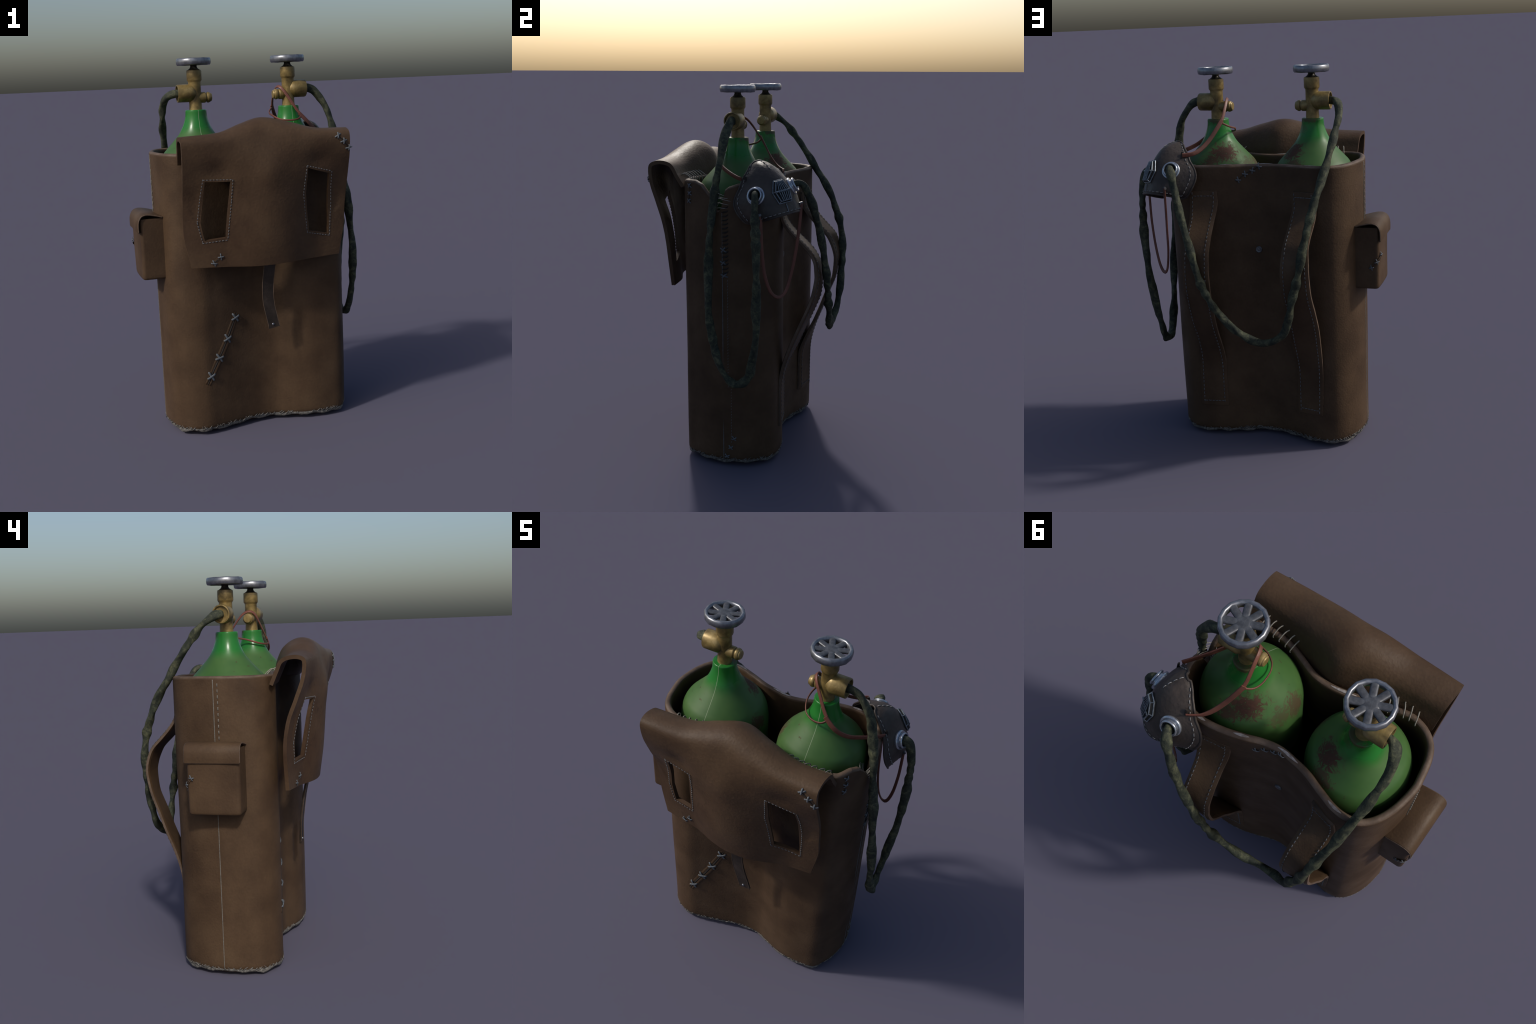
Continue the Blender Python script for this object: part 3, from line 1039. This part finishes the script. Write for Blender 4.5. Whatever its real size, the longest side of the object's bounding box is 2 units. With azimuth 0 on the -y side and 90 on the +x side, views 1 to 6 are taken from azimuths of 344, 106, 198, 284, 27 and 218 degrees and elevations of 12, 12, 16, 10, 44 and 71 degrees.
hose("breathing_hose", [(-.355, -.020, 1.819), (-.385, -.018, 1.819), (-.415, .000, 1.812), (-.434, .038, 1.785), (-.440, .078, 1.748), (-.437, .118, 1.70), (-.424, .194, 1.60), (-.406, .263, 1.50),
                        (-.385, .333, 1.40), (-.363, .383, 1.30), (-.343, .420, 1.20), (-.324, .439, 1.10), (-.304, .444, 1.0), (-.274, .445, .90), (-.253, .440, .80),
                        (-.226, .432, .720), (-.190, .423, .683), (-.150, .418, .656), (-.10, .417, .645), (-.05, .426, .660), (0, .436, .690), (.05, .446, .730), (.10, .453, .787),
                        (.150, .460, .858), (.190, .461, .94), (.218, .460, 1.02), (.243, .453, 1.11), (.270, .443, 1.21), (.298, .428, 1.30), (.326, .406, 1.40), (.350, .383, 1.475),
                        (.366, .362, 1.512), (.376, .340, 1.522), (.383, .318, 1.515)], .0194, .13, 1, 1.14, 16)
hose("breathing_hose", [(.325, -.020, 1.819), (.355, -.020, 1.819), (.392, -.019, 1.802), (.434, -.025, 1.752), (.462, -.030, 1.70), (.489, -.042, 1.60), (.510, -.054, 1.50), (.526, -.063, 1.40), (.541, -.070, 1.30),
                        (.556, -.075, 1.20), (.565, -.074, 1.10), (.576, -.073, 1.0), (.586, -.070, .90), (.589, -.060, .80), (.588, -.042, .70), (.588, -.013, .60), (.584, .020, .535),
                        (.580, .062, .500), (.578, .108, .510), (.578, .144, .555), (.583, .154, .61), (.591, .176, .70), (.602, .187, .80), (.614, .190, .90), (.620, .194, 1.0), (.623, .193, 1.10),
                        (.624, .193, 1.20), (.623, .189, 1.30), (.613, .183, 1.40), (.597, .179, 1.455), (.578, .172, 1.480), (.556, .167, 1.478)], .0198, .10, 4, 1.20, 9)

# ------------------------------------------------------------------ breathing mask
E1 = unit(V(.755, -.640, -.145))
UP = V(-.2, -.239, .95); UP = unit(UP - E1 * (UP @ E1))
FWD = np.cross(E1, UP)
FWD = FWD if FWD[0] > 0 else -FWD
MO = V(.396, .17, 1.48) + E1 * .008


def mk_pt(a, b, c):
    return MO + E1 * a + UP * b + FWD * c


# half-profiles per height b: (half width, rim depth c, front depth c, flat half width of the front, shoulder share)
MASK = np.array([
    # b,     w,    c_rim, c_front, a1,   c1,    a2,    c2
    [-.150, .118, .016, .166, .056, .158, .098, .112],
    [-.136, .150, .004, .168, .060, .159, .118, .107],
    [-.110, .168, .000, .168, .060, .157, .123, .104],
    [-.070, .180, -.008, .165, .058, .152, .122, .101],
    [-.030, .180, -.012, .158, .055, .145, .116, .097],
    [.010, .160, -.004, .151, .050, .138, .104, .090],
    [.040, .136, .012, .143, .046, .130, .092, .084],
    [.075, .116, .020, .127, .042, .114, .080, .074],
    [.108, .076, .025, .104, .034, .095, .056, .066],
    [.134, .048, .026, .072, .024, .066, .037, .052],
    [.148, .020, .029, .040, .010, .039, .016, .036],
])


def mask_ring(row, n=36, off=0.0):
    b, w, cr, cf, a1, c1, a2, c2 = row
    half = [(0, cf), (a1, c1), (a2, c2), (w * .94, cr + (c2 - cr) * .30), (w, cr)]
    pts = np.array([(-a, c) for a, c in half[::-1]] + half[1:])
    return spline(pts, n)


def build_mask():
    rows = spline(MASK, 40)
    nn = 41
    outer, inner = [], []
    for r in rows:
        q = mask_ring(r, nn)
        outer.append(np.array([mk_pt(a, r[0], c) for a, c in q]))
    outer = np.array(outer)                     # rows x ring
    du = np.gradient(outer, axis=1); dv = np.gradient(outer, axis=0)
    nrm = unit(np.cross(du, dv))
    if np.mean(nrm @ FWD) < 0:
        nrm = -nrm
    outer = outer + nrm * (.0022 * lumps(outer.reshape(-1, 3), 9, 41).reshape(outer.shape[:2] + (1,)))
    inner = outer - nrm * .009
    R = len(rows)
    vs = list(outer.reshape(-1, 3)) + list(inner.reshape(-1, 3))
    O, fs, fm = R * nn, [], []
    for i in range(R - 1):
        for j in range(nn - 1):
            a = i * nn + j
            fs.append((a, a + 1, a + nn + 1, a + nn)); fm.append(0)
            fs.append((O + a, O + a + nn, O + a + nn + 1, O + a + 1)); fm.append(0)
    edge = [j for j in range(nn)] + [i * nn + nn - 1 for i in range(1, R)] + [(R - 1) * nn + j for j in range(nn - 2, -1, -1)] + [i * nn for i in range(R - 2, 0, -1)]
    for a, b in zip(edge, edge[1:] + edge[:1]):
        fs.append((a, b, O + b, O + a)); fm.append(0)
    # inner lining: chin floor set a little above the lower hem
    o = mesh("breathing_mask", vs, fs, ["mask"], ROOT, True, 55, fm)
    return o, outer, nrm


MASK_O, MG, MN = build_mask()
# rolled hem round the open edge
hem = np.concatenate([MG[:, 0], MG[-1, 1:-1], MG[::-1, -1], MG[0, -2:0:-1]])
hem = spline(hem[::3], 160, closed=True)
hem = np.vstack([hem, hem[:1]])
mesh("mask_hem", *sweep(hem, circle(8, .0055), hint=np.array([FWD] * len(hem)), cap=False), ["mask"], MASK_O)

s = Soup()


def mask_at(i, j):
    i0, j0 = int(min(i, 38)), int(min(j, 39))
    return MG[i0, j0] * (1 - (j - j0)) + MG[i0, j0 + 1] * (j - j0), MN[i0, j0]


def run(path, step=.0235, length=.014, width=.0042):
    p = np.array([q[0] for q in path]); nn = np.array([q[1] for q in path])
    L = np.r_[0, np.cumsum(np.linalg.norm(np.diff(p, axis=0), axis=1))]
    for f in np.arange(step * .4, L[-1] - step * .3, step):
        c = V(*[np.interp(f, L, p[:, k]) for k in range(3)])
        c2 = V(*[np.interp(f + .004, L, p[:, k]) for k in range(3)])
        n3 = unit(V(*[np.interp(f, L, nn[:, k]) for k in range(3)]))
        s.add(dash(c + n3 * .001, c2 - c, n3, length, width, .0016))


run([mask_at(i, 2.2) for i in range(2, 37)])
run([mask_at(i, 37.8) for i in range(2, 37)])
run([mask_at(3, j) for j in np.linspace(2.2, 37.8, 60)])
run([mask_at(i, 20) for i in range(25, 39)], .026, .017, .0046)
mesh("mask_stitches", s.v, s.f, ["mask_thread"], MASK_O, kind="stuff")


def mask_surface(a, b):
    d = ((MG - (MO + E1 * a + UP * b)))
    da, db = d @ E1, d @ UP
    k = np.argmin(da ** 2 + db ** 2 - 1e-5 * (d @ FWD))
    i, j = divmod(int(k), MG.shape[1])
    return MG[i, j], MN[i, j]


# ringed hose ports
for a, c, tip in ((.113, V(.556, .170, 1.474), V(.98, -.10, .18)), (-.113, V(.385, .311, 1.507), V(-.10, .97, .22))):
    _, nn = mask_surface(a, -.022)
    ax = unit(nn * .9 + tip * .25)
    s = Soup()
    base = c - ax * .008
    prof = [(.032, -.014), (.044, -.014), (.0470, .001), (.0475, .006), (.0455, .0105), (.041, .0120), (.0365, .0105), (.0330, .011), (.0325, .018), (.0365, .0195),
            (.0385, .0235), (.0372, .0280), (.0340, .0300), (.0300, .0285), (.0280, .019), (.0275, .004)]
    s.add(place(revolve(prof, 40, False), base, ax), 0)
    s.add(place(revolve([(.0005, .010), (.0275, .010)], 32, False), base, ax), 1)
    mesh("hose_port", s.v, s.f, ["ring", "hollow"], MASK_O, fmat=s.m, angle=60)

# exhale vent: coffin-shaped plate with frame and bars
HEX = [(.024, .022), (.049, -.034), (.036, -.093), (-.036, -.093), (-.049, -.034), (-.024, .022)]


def vent_pt(a, b, c):
    base = np.interp(b, MASK[:, 0], MASK[:, 3])
    drop = .55 * max(abs(a) - .022, 0)
    return mk_pt(a, b, base + .003 - drop * .55 + c)


s = Soup()
outer = [vent_pt(a, b, .004) for a, b in HEX]
top = [vent_pt(a * .82, b * .86 - .004, .016) for a, b in HEX]
bot = [vent_pt(a, b, -.012) for a, b in HEX]
vs = bot + outer + top
fs = [(i, (i + 1) % 6, 6 + (i + 1) % 6, 6 + i) for i in range(6)] + [(6 + i, 6 + (i + 1) % 6, 12 + (i + 1) % 6, 12 + i) for i in range(6)] + [tuple(range(12, 18))]
plate = mesh("exhale_vent", vs, fs, ["hollow"], MASK_O, False)
for ring in (outer, top):
    for k in range(6):
        p, q = ring[k], ring[(k + 1) % 6]
        s.add(sweep(np.array([p - (q - p) * .01, q + (q - p) * .01]), rrect(.0055, .0055, .0016, 2), hint=FWD))
for k in range(6):
    s.add(sweep(np.array([outer[k], top[k]]), circle(6, .0022)))
for f in np.linspace(-.62, .62, 5):
    p = [vent_pt(.024 * .82 * f, .022 * .86 - .004, .018), vent_pt(.049 * .82 * f, -.034 * .86 - .004, .021), vent_pt(.036 * .82 * f, -.093 * .86 - .004, .018)]
    s.add(sweep(np.array(p), rrect(.004, .0042, .0012, 2), hint=FWD))
s.add(sweep(np.array([vent_pt(-.042, -.034, .024), vent_pt(.042, -.034, .024)]), rrect(.005, .008, .0015, 2), hint=FWD))
mesh("vent_grille", s.v, s.f, ["vent"], plate, angle=40)
s = Soup()
s.add(thread([mk_pt(0, -.098, .171), mk_pt(0, -.12, .173), mk_pt(0, -.146, .172)], .0022, 6, 8))
mesh("chin_seam", s.v, s.f, ["vent"], MASK_O)

# ------------------------------------------------------------------ mask straps


def strap(name, pts, width, thick, center=None, hint=None, n=60, taper=None):
    p = spline(pts, n)
    if center is not None:
        h = p - np.asarray(center, float)
        h[:, 2] *= .4
        h = unit(h)
    else:
        h = hint
    sc = None
    sec = rrect(thick, width, thick * .4, 3)
    return mesh(name, *sweep(p, sec, hint=h, scale=taper), ["red_strap"], MASK_O, True, 50)


Y1, Y2 = V(.287, -.098, 1.676), V(.183, .091, 1.722)
NECK = V(.2415, -.02, 1.69)
strap("head_strap", [Y1 + V(-.012, 0, .012), (.318, -.099, 1.645), (.350, -.085, 1.615), (.385, -.055, 1.588), (.417, -.018, 1.571), (.455, .025, 1.557), (.484, .059, 1.549), (.500, .080, 1.547)], .022, .007, NECK)
strap("head_strap", [Y2 + V(-.004, -.006, .012), (.200, .116, 1.690), (.231, .156, 1.635), (.262, .195, 1.597), (.290, .223, 1.580), (.318, .242, 1.576), (.340, .256, 1.575)], .022, .007, NECK)
strap("head_strap", [Y1 + V(.008, 0, -.010), (.262, -.088, 1.712), (.232, -.072, 1.765), (.205, -.056, 1.810), (.190, -.040, 1.831), (.181, -.016, 1.834), (.177, .012, 1.820), (.176, .040, 1.790), (.178, .068, 1.752), Y2 + V(.003, .006, -.008)], .016, .006, NECK)
strap("head_strap", [Y1 + V(.004, .003, .002), (.268, -.110, 1.660), (.238, -.112, 1.654), (.205, -.102, 1.654), (.175, -.080, 1.659), (.156, -.048, 1.670), (.147, -.010, 1.682), (.147, .030, 1.690), (.158, .064, 1.702), Y2], .010, .006, NECK)
strap("neck_strap", [(.571, .199, 1.385), (.570, .202, 1.30), (.566, .206, 1.20), (.551, .216, 1.08), (.522, .240, .985), (.485, .272, .952), (.452, .300, .980), (.428, .324, 1.08), (.416, .344, 1.20), (.408, .357, 1.32), (.404, .364, 1.425)], .0175, .009, None, FWD)

# slots and buckles where the straps meet the mask
s = Soup()
for (a, b) in ((.104, .070), (-.104, .070)):
    p, nn = mask_surface(a, b)
    s.add(sweep(np.array([p - UP * .018 + nn * .003, p + UP * .018 + nn * .003]), rrect(.008, .012, .003, 2), hint=nn))
mesh("strap_slot", s.v, s.f, ["groove"], MASK_O, angle=40)
s = Soup()
for p, nn in ((V(.572, .198, 1.383), V(.9, .1, 0)), (V(.404, .361, 1.424), V(.1, .9, 0))):
    s.add(sweep(np.array([p - E1 * .010, p + E1 * .010]), rrect(.012, .015, .003, 2), hint=nn))
mesh("strap_buckle", s.v, s.f, ["spoke"], MASK_O, angle=40)
